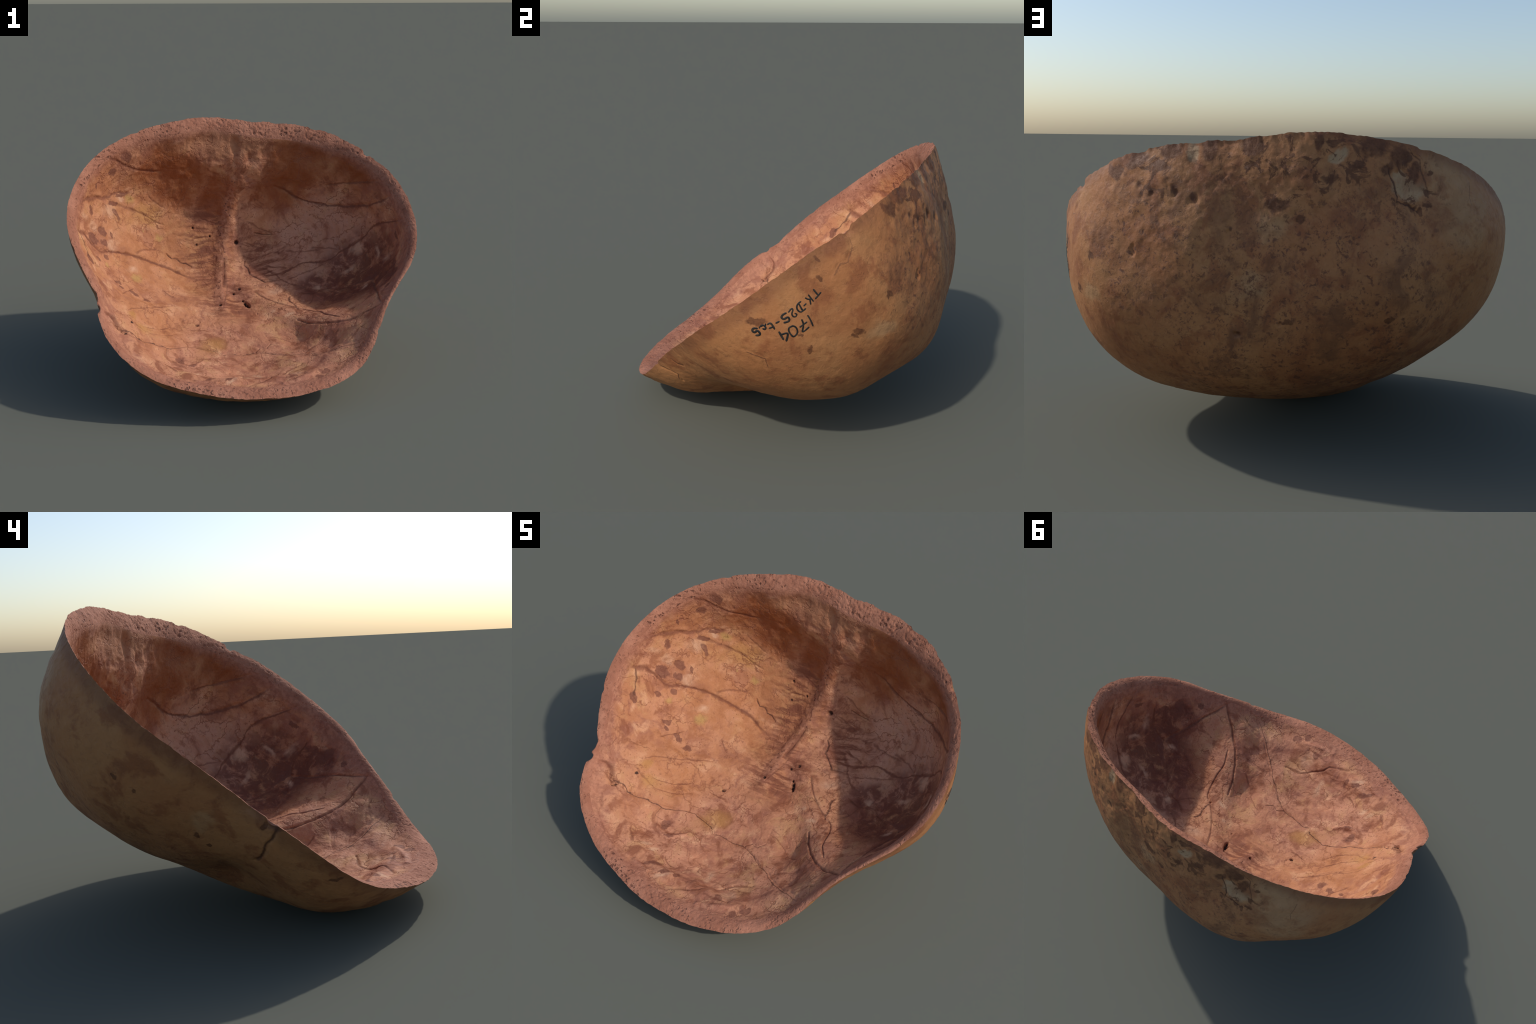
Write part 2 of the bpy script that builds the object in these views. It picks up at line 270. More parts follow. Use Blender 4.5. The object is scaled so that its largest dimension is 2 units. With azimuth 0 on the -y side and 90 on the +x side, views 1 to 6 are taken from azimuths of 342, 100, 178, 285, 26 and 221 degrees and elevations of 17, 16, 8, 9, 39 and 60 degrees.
STAINS = [(-0.831,0.503,0.047,0.030,-2.11),(-0.895,0.36,0.030,0.043,-1.61),(-0.736,0.628,0.055,0.018,-2.27),(-0.668,0.69,0.02,0.018,-2.13),
 (-0.941,0.195,0.048,0.026,-1.53),(-0.961,-0.076,0.017,0.024,-1.49),(-0.954,-0.141,0.04,0.009,-1.42),(-0.924,-0.30,0.058,0.028,-1.48),(-0.872,-0.394,0.042,0.028,-1.37),
 (-0.856,-0.339,0.021,0.018,-1.54),(-0.82,-0.451,0.02,0.022,-1.3),(-0.71,-0.466,0.017,0.009,-1.24),(-0.703,-0.431,0.011,0.008,-1.41),(-0.788,-0.511,0.009,0.008,-0.99),
 (-0.852,-0.121,0.034,0.011,-1.42),(-0.785,0.074,0.044,0.016,-1.66),(-0.749,-0.008,0.018,0.012,-1.56),(-0.892,-0.229,0.029,0.01,-1.31),
 (-0.407,0.671,0.009,0.008,-2.17),(-0.458,0.029,0.014,0.008,-1.62),(-0.445,-0.282,0.012,0.009,-1.4),
 (-0.357,0.915,0.008,0.012,-2.43),(-0.307,0.895,0.010,0.011,-2.46),(-0.401,0.679,0.007,0.011,-1.89),(-0.025,0.946,0.032,0.012,-2.87),(-0.109,0.832,0.010,0.006,-2.62),
 (-0.096,0.79,0.010,0.008,-2.61),(-0.248,0.711,0.021,0.008,-2.06),(-0.23,0.72,0.011,0.006,-2.09),(-0.657,0.715,0.018,0.016,-1.95),
 (0.381,-0.93,0.028,0.022,0.07),(0.341,-0.917,0.013,0.012,-0.59),(0.147,-0.815,0.011,0.012,-0.51),(0.201,-0.785,0.010,0.009,-0.44),(0.619,-0.748,0.018,0.008,0.36),
 (-0.195,-0.831,0.010,0.008,-0.71),(-0.11,-0.839,0.012,0.006,-0.39)]
OUTER_PALE = [(-0.863,0.423,0.026,0.036,-2.02),(-0.776,-0.411,0.066,0.038,-1.08),(-0.823,-0.385,0.036,0.02,-1.37),(-0.917,-0.145,0.042,0.019,-1.76)]
OUTER_SOFT_PALE = [(-0.733,-0.575,0.15,0.10,-1.14),(-0.62,-0.607,0.14,0.09,-1.16),(-0.73,0.108,0.10,0.05,-1.71),(-0.548,0.144,0.08,0.05,-1.82),(-0.30,0.66,0.06,0.03,-2.2),(0.14,-0.87,0.06,0.03,-0.5)]
OUTER_RUST = [(-0.02,0.83,0.09,0.06,-2.7),(-0.333,0.855,0.010,0.008,-2.4),(-0.24,0.80,0.09,0.06,-2.5),(-0.60,-0.10,0.20,0.26,0.0),(-0.50,0.52,0.16,0.12,0.3),(-0.30,-0.20,0.25,0.35,0.0),(-0.28,0.45,0.20,0.16,0.4)]
OUTER_PITS = [(-0.737,0.451,0.019,0.010),(-0.405,0.165,0.011,0.012),(-0.696,0.234,0.008,0.005),(-0.522,0.533,0.007,0.006),(-0.51,0.537,0.007,0.006),(-0.69,0.589,0.012,0.004),
 (-0.691,0.536,0.011,0.004),(-0.671,0.567,0.010,0.004),(-0.457,0.041,0.006,0.006),(-0.744,0.38,0.016,0.006)]

# nicks of the sawn rim: azimuth, half width (degrees), drop, inward
NICKS = [(120.4, 1.3, 0.016, 0.008), (117.5, 2.5, 0.006, 0.002), (287.0, 3.0, 0.010, 0.016), (291.5, 1.2, 0.020, 0.018), (141.0, 1.5, 0.006, 0.006), (40.0, 1.0, 0.005, 0.005),
         (155.0, 2.0, 0.004, 0.006), (210.0, 1.2, 0.004, 0.004), (268.0, 1.0, 0.004, 0.004)]

# ------------------------------------------------------------------ relief
def grid_normals(p, sign):
    n = np.cross(np.roll(p, -1, 0) - np.roll(p, 1, 0), np.gradient(p, axis=1))
    n[:, -1] = n[:, -3]
    n /= np.linalg.norm(n, axis=-1, keepdims=True) + 1e-12
    return n*sign

def cut_relief(q, lines):
    out = np.zeros(q.shape[:-1])
    for kind, width, depth, strength, pts in lines:
        d, _ = polyline_near(q, pts)
        out -= depth*np.exp(-(d/max(width*0.8, 0.0045))**2)
    return out

def pit_relief(q, pits):
    out = np.zeros(q.shape[:-1])
    for x, y, r, depth in pits:
        out -= depth*np.exp(-(((q[..., 0]-x)**2 + (q[..., 1]-y)**2)/(r*r))**1.5)
    return out

def rim_wear():
    """Raggedness of the outer lip: (inward, drop) per azimuth."""
    ring = np.stack([np.cos(PHI), np.sin(PHI), 0*PHI], -1)
    ragged = 0.6 + 0.8*np.exp(-((np.degrees(PHI) - 150)/45)**2)
    inward = ragged*(0.0030*noise(ring, 14, 3, 3) + 0.002*noise(ring, 70, 4, 1))
    drop = ragged*(0.0026*noise(ring, 16, 5, 3) + 0.0018*noise(ring, 80, 6, 1))
    for az, half, dz, dr in NICKS:
        k = np.exp(-np.abs(((np.degrees(PHI) - az + 180) % 360 - 180)/half)**3)
        inward += dr*k; drop += dz*k
    return inward, drop

def worn(p, s, reach):
    """Pull the rows next to the lip in and down by the wear of the rim."""
    inward, drop = rim_wear(); k = np.exp(-(s/reach)**2)
    rad = np.stack([np.cos(PHI), np.sin(PHI), 0*PHI], -1)[:, None]
    return p - rad*(inward[:, None]*k)[..., None] - np.array([0, 0, 1.0])*(drop[:, None]*k)[..., None]

def outer_finished():
    p = outer_surface(); s = np.broadcast_to(S_OUT[None], p.shape[:2]); q = flat_map(s)
    n = grid_normals(p, 1); n *= np.sign((n*p).sum(-1).mean())
    az = np.degrees(PHI)[:, None]
    rough = np.exp(-((az - 170)/55)**4)*np.exp(-(s/0.36)**4)               # weathered occiput below the high rim
    front = np.exp(-(((az + 180) % 360 - 180)/50)**4)*np.exp(-(s/0.45)**4)
    h = 0.002*noise(p, 3.5, 1, 2) + 0.0012*noise(p, 13, 2, 3) + 0.0005*noise(p, 55, 3, 2)
    h += rough*(0.0045*noise(p, 8, 4, 4, 0.6) + 0.0016*np.minimum(noise(p, 30, 7, 2), 0.1))
    h += front*0.003*noise(p*np.array([0.5, 1.6, 1.0]), 13, 5, 3)
    h += cut_relief(q, OUTER_LINES) + pit_relief(q + 0.014*np.stack([noise(p, 32, 41), noise(p, 32, 42)], -1), OUTER_PITS)
    h -= 0.006*np.exp(-((swelling(q, [(x, y, a*0.9, b*0.9, t, 1.0) for x, y, a, b, t in OUTER_PALE]) - 1)/0.7)**2)*rough
    h *= (1 - np.exp(-(s/0.006)**2)*0.5)
    p = worn(p + n*h[..., None], s, 0.018)
    up = np.array([AX_F[2], AX_S[2], AX_N[2]]); low = np.minimum(0, CENTRE[2] + p @ up - 0.0005)
    return p - up*low[..., None]                                          # rests on the ground

def rounded_lip(turns=140, reach=34):
    """Cut face and bowl as one profile per azimuth, relaxed around the inner lip so that it rolls over."""
    outer_edge = outer_surface()[:, :1]; bowl = inner_surface(); w = np.linspace(0, 1, NR)[None, :, None]
    face = outer_edge*(1-w) + bowl[:, :1]*w
    face[..., 2] += 0.007*np.sin(np.pi*w[..., 0])
    p = np.concatenate([face[:, :-1], bowl[:, :reach*2]], 1); i = np.arange(p.shape[1]); lip = NR - 1
    soft = np.where(i < lip, np.clip((i - 3)/(lip - 3), 0, 1), np.clip((reach*2 - 3 - i)/(reach*2 - 3 - lip), 0, 1))**1.3
    for _ in range(turns):
        p[:, 1:-1] += 0.5*soft[1:-1][None, :, None]*(0.5*(p[:, :-2] + p[:, 2:]) - p[:, 1:-1])
    bowl = bowl.copy(); bowl[:, :reach*2] = p[:, lip:]
    return p[:, :NR].copy(), bowl

def inner_finished():
    p = rounded_lip()[1]; s = inner_rows(); q = flat_map(s)
    n = grid_normals(p, 1); n *= -np.sign((n*p).sum(-1).mean())
    d, at = polyline_near(q, CREST)
    near = np.exp(-(d/0.07)**2)*(q[..., 0] < 0.15)*(q[..., 0] > -0.75)
    h = 0.005*noise(p, 5, 11, 2) + 0.0035*noise(p, 14, 12, 2) + 0.0009*noise(p, 48, 13, 2)
    h -= 0.0022*np.maximum(0, 0.32 - np.abs(noise(p + 0.05*noise(p, 9, 20)[..., None], 11, 14, 2)))*2       # wrinkles
    h -= near*0.006*np.maximum(0, noise(p, 42, 15, 1) - 0.25)                             # pitted crest
    brow = np.exp(-((q[..., 0] - 0.82)/0.16)**2)*np.exp(-(q[..., 1]/0.5)**4)
    h += brow*0.006*noise(p*np.array([1.5, 0.6, 1]), 16, 16, 2)
    occ = np.exp(-((q[..., 0] + 0.80)/0.16)**2)*np.exp(-((q[..., 1] - 0.08)/0.35)**4)
    h += occ*(0.006*noise(p*np.array([0.7, 1.6, 0.7]), 9, 17, 2) + 0.002*noise(p, 40, 18, 2))
    h += cut_relief(q, INNER_LINES) + pit_relief(q, INNER_PITS)
    for pts, w, up in INNER_RIDGES:
        h += up*np.exp(-(polyline_near(q, pts)[0]/w)**2)
    h -= 0.016*np.exp(-(polyline_near(q, TRENCH)[0]/0.016)**2)
    h -= 0.020*np.exp(-(polyline_near(q, [(-0.95, 0.15), (-0.86, 0.15), (-0.76, 0.14)])[0]/0.028)**2)   # sinus groove
    h -= 0.014*np.exp(-(((q[..., 0] + 0.83)**2 + (q[..., 1] - 0.25)**2)/0.03**2))
    # fine radiating scratches on both sides of the crest
    return p + n*(h*(1 - np.exp(-((s - s[:, :1])/0.02)**2)*0.85))[..., None]

def cut_finished(outer, inner):
    w = np.linspace(0, 1, NR)[None, :, None]
    p = rounded_lip()[0]
    p = p + (outer[:, :1] - p[:, :1])*(1-w)**2 + (inner[:, :1] - p[:, -1:])*w**2      # follow the worn edges
    mid = np.sin(np.pi*w[..., 0])
    az = np.degrees(PHI)[:, None]
    spongy = 0.45 + 0.9*np.exp(-((az - 145)/28)**2) + 0.5*np.exp(-(((az + 180) % 360 - 180)/45)**2) + 0.4*np.exp(-((az - 165)/30)**2)
    pores = np.maximum(0, noise(p, 75, 31, 2) - 0.15) + 0.5*np.maximum(0, noise(p, 30, 32, 1) - 0.4)
    h = -mid**0.6*spongy*0.007*pores + mid*0.002*noise(p, 22, 33, 2)
    width = np.linalg.norm(outer[:, 0] - inner[:, 0], axis=-1)[:, None]
    return p + np.array([0, 0, 1.0])*(h*np.minimum(1, width/0.07))[..., None]

def grid_mesh(name, p, close_pole, flip, material):
    """Mesh of a (phi, row) grid, closed around phi; the last row may be a pole."""
    nv, nu = p.shape[:2]
    rows = nu - 1 if close_pole else nu
    verts = p[:, :rows].reshape(-1, 3)
    i = np.arange(nv)[:, None]; j = np.arange(rows - 1)[None]; i2 = (i+1) % nv
    quads = np.stack([i*rows+j, i2*rows+j, i2*rows+j+1, i*rows+j+1], -1).reshape(-1, 4)
    if flip: quads = quads[:, ::-1]
    faces = quads.tolist()
    if close_pole:
        verts = np.vstack([verts, p[:, -1].mean(0)]); top = len(verts) - 1
        for a in range(nv):
            b = (a+1) % nv; tri = [a*rows+rows-1, b*rows+rows-1, top]
            faces.append(tri[::-1] if flip else tri)
    me = bpy.data.meshes.new(name); me.from_pydata(verts.tolist(), [], faces); me.update()
    me.shade_smooth(); me.materials.append(material)
    return me

# ------------------------------------------------------------------ materials
class Nodes:
    """Small helper to write node graphs as expressions."""
    def __init__(self, name):
        self.mat = bpy.data.materials.new(name); self.mat.use_nodes = True
        self.t = self.mat.node_tree; self.bsdf = self.t.nodes["Principled BSDF"]
    def put(self, sock, v):
        if isinstance(v, bpy.types.NodeSocket): self.t.links.new(v, sock)
        elif isinstance(v, (int, float)): sock.default_value = v
        elif len(v) == 3 and len(sock.default_value) == 4: sock.default_value = (*v, 1)
        else: sock.default_value = v
    def math(self, op, a, b=0.0, c=0.0, clamp=False):
        n = self.t.nodes.new("ShaderNodeMath"); n.operation = op; n.use_clamp = clamp
        for i, v in enumerate((a, b, c)): self.put(n.inputs[i], v)
        return n.outputs[0]
    def vec(self, op, a, b=(0, 0, 0), scale=None):
        n = self.t.nodes.new("ShaderNodeVectorMath"); n.operation = op
        self.put(n.inputs[0], a); self.put(n.inputs[1], b)
        if scale is not None: self.put(n.inputs["Scale"], scale)
        return n.outputs["Value" if op in ("DOT_PRODUCT", "LENGTH", "DISTANCE") else "Vector"]
    def noise(self, p, scale, detail=4, rough=0.55, distort=0.0, colour=False):
        n = self.t.nodes.new("ShaderNodeTexNoise"); self.put(n.inputs["Vector"], p)
        n.inputs["Scale"].default_value = scale; n.inputs["Detail"].default_value = detail
        n.inputs["Roughness"].default_value = rough; n.inputs["Distortion"].default_value = distort
        return n.outputs["Color" if colour else "Fac"]
    def voronoi(self, p, scale, feature="F1", rnd=1.0):
        n = self.t.nodes.new("ShaderNodeTexVoronoi"); n.feature = feature; self.put(n.inputs["Vector"], p)
        n.inputs["Scale"].default_value = scale; n.inputs["Randomness"].default_value = rnd
        return n.outputs["Distance"]
    def step(self, v, lo, hi, a=0.0, b=1.0):
        n = self.t.nodes.new("ShaderNodeMapRange"); n.interpolation_type = "SMOOTHSTEP"
        for k, x in (("Value", v), ("From Min", lo), ("From Max", hi), ("To Min", a), ("To Max", b)): self.put(n.inputs[k], x)
        return n.outputs[0]
    def mix(self, f, a, b, mode="MIX"):
        n = self.t.nodes.new("ShaderNodeMix"); n.data_type = "RGBA"; n.blend_type = mode
        self.put(n.inputs[0], f); self.put(n.inputs[6], a); self.put(n.inputs[7], b)
        return n.outputs[2]
    def local(self):
        return self.t.nodes.new("ShaderNodeTexCoord").outputs["Object"]
    def flat(self, p):
        """Azimuthal map q of the bowl, the same as flat_map()."""
        sep = self.t.nodes.new("ShaderNodeSeparateXYZ"); self.put(sep.inputs[0], p)
        xy = self.vec("MULTIPLY", p, (1, 1, 0)); l = self.vec("LENGTH", xy)
        a = self.math("ARCTAN2", l, self.math("MULTIPLY", sep.outputs[2], -1.0))
        return self.vec("SCALE", xy, scale=self.math("DIVIDE", self.math("MULTIPLY", a, 2/math.pi), self.math("MAXIMUM", l, 1e-4)))
    def warp(self, q, p, scale, amount, detail=3):
        return self.vec("ADD", q, self.vec("MULTIPLY", self.vec("SUBTRACT", self.noise(p, scale, detail, colour=True), (0.5, 0.5, 0.5)), (amount, amount, 0)))
    def blots(self, q, spots, lo=0.75, hi=1.2, grow=1.0):
        """Union of elliptical patches on the flat map."""
        acc = None
        for x, y, a, b, turn in spots:
            c, k = math.cos(turn), math.sin(turn)
            r = self.vec("SUBTRACT", q, (x, y, 0))
            u = self.vec("DOT_PRODUCT", r, (c/(a*grow), k/(a*grow), 0)); v = self.vec("DOT_PRODUCT", r, (-k/(b*grow), c/(b*grow), 0))
            d = self.math("MULTIPLY_ADD", u, u, self.math("MULTIPLY", v, v))
            acc = d if acc is None else self.math("MINIMUM", acc, d)
        return self.step(self.math("SQRT", acc), lo, hi, 1.0, 0.0)
    def strokes(self, q, lines, vary=None):
        """Union of curved lines; each is a Float Curve over its own chord."""
        acc = None
        for kind, width, depth, strength, pts in lines:
            pts = np.array(pts, float); a = pts[0]; u = pts[-1] - a; L = np.linalg.norm(u); u = u/L; v = np.array([-u[1], u[0]])
            along = (pts - a) @ u / L; off = (pts - a) @ v; amp = max(2.2*np.abs(off).max(), 1e-3)
            keep = [0]
            for i in range(1, len(pts)):
                if along[i] > along[keep[-1]] + 0.008: keep.append(i)
            r = self.vec("SUBTRACT", q, (a[0], a[1], 0))
            x = self.vec("DOT_PRODUCT", r, (u[0]/L, u[1]/L, 0)); y = self.vec("DOT_PRODUCT", r, (v[0], v[1], 0))
            fc = self.t.nodes.new("ShaderNodeFloatCurve"); c = fc.mapping.curves[0]
            c.points[0].location = (0, 0.5 + off[keep[0]]/amp); c.points[1].location = (1, 0.5 + off[keep[-1]]/amp)
            for i in keep[1:-1]: c.points.new(along[i], 0.5 + off[i]/amp)
            for pt in c.points: pt.handle_type = "VECTOR" if kind == "crack" else "AUTO"
            fc.mapping.update(); self.put(fc.inputs["Value"], x)
            d = self.math("ABSOLUTE", self.math("SUBTRACT", y, self.math("MULTIPLY_ADD", fc.outputs[0], amp, -0.5*amp)))
            if vary is not None: d = self.math("MULTIPLY", d, vary)
            m = self.step(d, width*(0.25 if kind == "crack" else 0.1), width*1.25, strength, 0.0)
            m = self.math("MULTIPLY", m, self.step(self.math("ABSOLUTE", self.math("SUBTRACT", x, 0.5)), 0.40, 0.505, 1.0, 0.0))
            acc = m if acc is None else self.math("MAXIMUM", acc, m)
        return acc
    def bump(self, height, strength, dist):
        n = self.t.nodes.new("ShaderNodeBump"); self.put(n.inputs["Height"], height)
        n.inputs["Strength"].default_value = strength; n.inputs["Distance"].default_value = dist
        return n.outputs[0]
    def finish(self, colour, rough, normal=None, spec=0.3):
        self.put(self.bsdf.inputs["Base Color"], colour); self.put(self.bsdf.inputs["Roughness"], rough)
        self.bsdf.inputs["Specular IOR Level"].default_value = spec
        if normal is not None: self.put(self.bsdf.inputs["Normal"], normal)
        return self.mat

def inner_material():
    N = Nodes("inner_bone"); p = N.local(); q0 = N.flat(p)
    q = N.warp(q0, p, 16, 0.022, 3); qb = N.warp(N.warp(q0, p, 10, 0.05, 2), p, 40, 0.022, 2)
    qs = N.warp(q0, p, 5, 0.16, 4)
    big = N.noise(p, 3.2, 5, 0.6, 0.4); med = N.noise(p, 9, 6, 0.62, 0.5); fine = N.noise(p, 42, 5, 0.65)
    other = N.noise(N.vec("ADD", p, (3.1, 7.7, 1.3)), 5.5, 6, 0.65, 0.8)
    col = N.mix(N.step(big, 0.36, 0.64), (0.410, 0.165, 0.076), (0.505, 0.232, 0.128))
    col = N.mix(N.math("MULTIPLY", N.blots(qs, [(0.62, 0.05, 0.42, 0.75, 0.0)], 0.5, 1.2), 0.5), col, (0.430, 0.188, 0.118))
    col = N.mix(N.step(other, 0.52, 0.66, 0.0, 0.55), col, (0.500, 0.265, 0.115))
    col = N.mix(N.step(other, 0.50, 0.38, 0.0, 0.80), col, (0.290, 0.110, 0.068))
    col = N.mix(N.step(med, 0.54, 0.70, 0.0, 0.75), col, (0.600, 0.315, 0.175))
    col = N.mix(N.step(med, 0.49, 0.37, 0.0, 0.80), col, (0.240, 0.080, 0.040))
    col = N.mix(N.math("MULTIPLY", N.blots(qs, [(-0.32, -0.42, 0.46, 0.46, 0.0), (0.25, -0.62, 0.30, 0.25, 0.0)], 0.4, 1.2), N.step(med, 0.38, 0.62, 0.62, 0.30)), col, (0.440, 0.178, 0.070))
    # right half: paler, pinker ground
    col = N.mix(N.math("MULTIPLY", N.blots(qs, [(-0.20, 0.48, 0.26, 0.30, 0.2)], 0.6, 1.15), N.step(med, 0.36, 0.60, 0.25, 0.85)), col, (0.490, 0.250, 0.160))
    # rust wash below the high rim
    rust = N.blots(qs, [(-0.72, -0.26, 0.17, 0.26, 0.0), (-0.62, 0.02, 0.17, 0.15, 0.0), (-0.68, 0.50, 0.20, 0.30, 0.62), (-0.48, 0.84, 0.22, 0.13, 0.9)], 0.55, 1.15)
    col = N.mix(N.math("MULTIPLY", rust, N.step(med, 0.30, 0.62, 1.0, 0.72)), col, (0.250, 0.068, 0.018))
    col = N.mix(N.math("MULTIPLY", N.blots(qs, [(-0.93, 0.10, 0.10, 0.36, 0.0)], 0.6, 1.2), 0.8), col, (0.370, 0.160, 0.082))
    col = N.mix(N.math("MULTIPLY", N.blots(qs, OLIVE_ZONES, 0.3, 1.3), 0.55), col, (0.410, 0.200, 0.055))
    # maroon bloom in the right hollow
    bloom = N.blots(qs, [(0.05, 0.66, 0.27, 0.24, 0.0), (0.00, 0.46, 0.10, 0.09, 0.3), (0.25, 0.80, 0.16, 0.10, 0.0), (0.16, 0.58, 0.14, 0.09, 0.5)], 0.55, 1.15)
    patchy = N.step(N.noise(p, 11, 6, 0.68, 0.6), 0.40, 0.55, 0.30, 1.0)
    col = N.mix(N.math("MULTIPLY", bloom, N.math("MULTIPLY", patchy, 0.85)), col, (0.125, 0.034, 0.020))
    # dirt and streaks around the crest, which itself stays pale
    ridge = N.blots(qs, [(-0.34, -0.06, 0.30, 0.20, -0.12), (0.02, -0.04, 0.28, 0.24, -0.2), (-0.22, 0.26, 0.20, 0.16, 0.5)], 0.35, 1.2)
    streak = N.noise(N.vec("MULTIPLY", q, (34, 7, 1)), 1.0, 5, 0.65, 0.6)
    col = N.mix(N.math("MULTIPLY", ridge, N.step(streak, 0.43, 0.60, 0.12, 0.95)), col, (0.175, 0.056, 0.029))
    crestline = N.strokes(q, [("vessel", 0.042, 0, 1.0, [(x, y - 0.02) for x, y in CREST[2:9]])])
    col = N.mix(N.math("MULTIPLY", crestline, N.step(fine, 0.36, 0.58, 0.15, 0.7)), col, (0.430, 0.190, 0.110))
    pores = N.math("MULTIPLY", N.step(N.voronoi(p, 46), 0.20, 0.34, 1.0, 0.0), N.math("MULTIPLY", N.step(crestline, 0.05, 0.5), N.step(med, 0.40, 0.55, 0.2, 0.9)))
    col = N.mix(pores, col, (0.120, 0.042, 0.026))
    col = N.mix(N.strokes(q, [("vessel", 0.020, 0, 0.75, TRENCH)]), col, (0.150, 0.048, 0.026))
    # flecks
    fleck = N.math("MULTIPLY", N.step(N.noise(p, 70, 3, 0.6), 0.60, 0.67), N.step(big, 0.40, 0.62, 0.15, 0.8))
    col = N.mix(fleck, col, (0.200, 0.066, 0.034))
    wob = N.vec("SCALE", N.noise(p, 11, 4, 0.6, colour=True), scale=0.16)
    veins = N.voronoi(N.vec("ADD", p, wob), 8.5, "DISTANCE_TO_EDGE")
    net = N.math("MULTIPLY", N.step(veins, 0.004, 0.045, 1.0, 0.0), N.step(N.noise(p, 6, 3), 0.47, 0.60, 0.0, 0.55))
    col = N.mix(net, col, (0.240, 0.082, 0.044))
    crease = N.voronoi(N.vec("ADD", N.vec("MULTIPLY", p, (1.5, 0.8, 1.0)), N.vec("SCALE", wob, scale=1.5)), 4.2, "DISTANCE_TO_EDGE")
    folds = N.math("MULTIPLY", N.step(crease, 0.0, 0.035, 1.0, 0.0), N.step(N.noise(p, 4.5, 3), 0.42, 0.60, 0.0, 0.75))
    col = N.mix(folds, col, (0.255, 0.088, 0.044))
    col = N.mix(N.math("MULTIPLY", N.blots(qb, PALE_SPOTS, 0.2, 1.5), N.step(med, 0.36, 0.60, 0.25, 0.75)), col, (0.600, 0.350, 0.215))
    col = N.mix(N.math("MULTIPLY", N.blots(qb, GREEN_SPOTS, 0.3, 1.4), 0.62), col, (0.450, 0.280, 0.090))
    col = N.mix(N.math("MULTIPLY", N.blots(qb, DARK_SPOTS, 0.80, 1.08), N.step(fine, 0.35, 0.6, 0.88, 0.70)), col, (0.165, 0.058, 0.036))
    ql = N.warp(q, p, 60, 0.006, 2)
    vary = N.step(N.noise(p, 14, 3), 0.32, 0.68, 0.45, 1.4)
    lines = N.strokes(ql, [l for l in INNER_LINES if l[0] == "vessel"], vary)
    col = N.mix(N.math("MULTIPLY", lines, N.step(fine, 0.35, 0.6, 0.85, 1.0)), col, (0.155, 0.047, 0.025))
    cracks = N.strokes(ql, [l for l in INNER_LINES if l[0] == "crack"], vary)
    col = N.mix(N.math("MULTIPLY", cracks, 0.9), col, (0.085, 0.032, 0.020))
    holes = N.blots(N.warp(q0, p, 40, 0.008, 2), [(x, y, r, r, 0) for x, y, r, d in INNER_PITS if d > 0.007 and r < 0.02], 0.55, 1.15)
    col = N.mix(N.math("MULTIPLY", holes, 0.92), col, (0.030, 0.012, 0.009))
    # the lip takes on the look of the sawn face
    lip = N.math("MULTIPLY", N.step(N.vec("LENGTH", N.warp(q0, p, 12, 0.07, 4)), 0.925, 0.975), 0.75)
    col = N.mix(lip, col, N.mix(N.step(fine, 0.40, 0.60), (0.400, 0.172, 0.108), (0.270, 0.105, 0.066)))
    grain = N.noise(p, 130, 3, 0.6)
    col = N.mix(0.4, col, N.mix(grain, (0.68, 0.66, 0.64), (1.30, 1.30, 1.30)), "MULTIPLY")
    dips = N.math("MULTIPLY_ADD", net, 0.35, N.math("MULTIPLY", folds, 0.5))
    hgt = N.math("SUBTRACT", N.math("MULTIPLY_ADD", fine, 0.7, N.math("MULTIPLY_ADD", grain, 0.25, N.math("MULTIPLY", med, 0.4))), dips)
    return N.finish(col, N.step(fine, 0.3, 0.7, 0.82, 0.66), N.bump(hgt, 0.6, 0.010), 0.25)

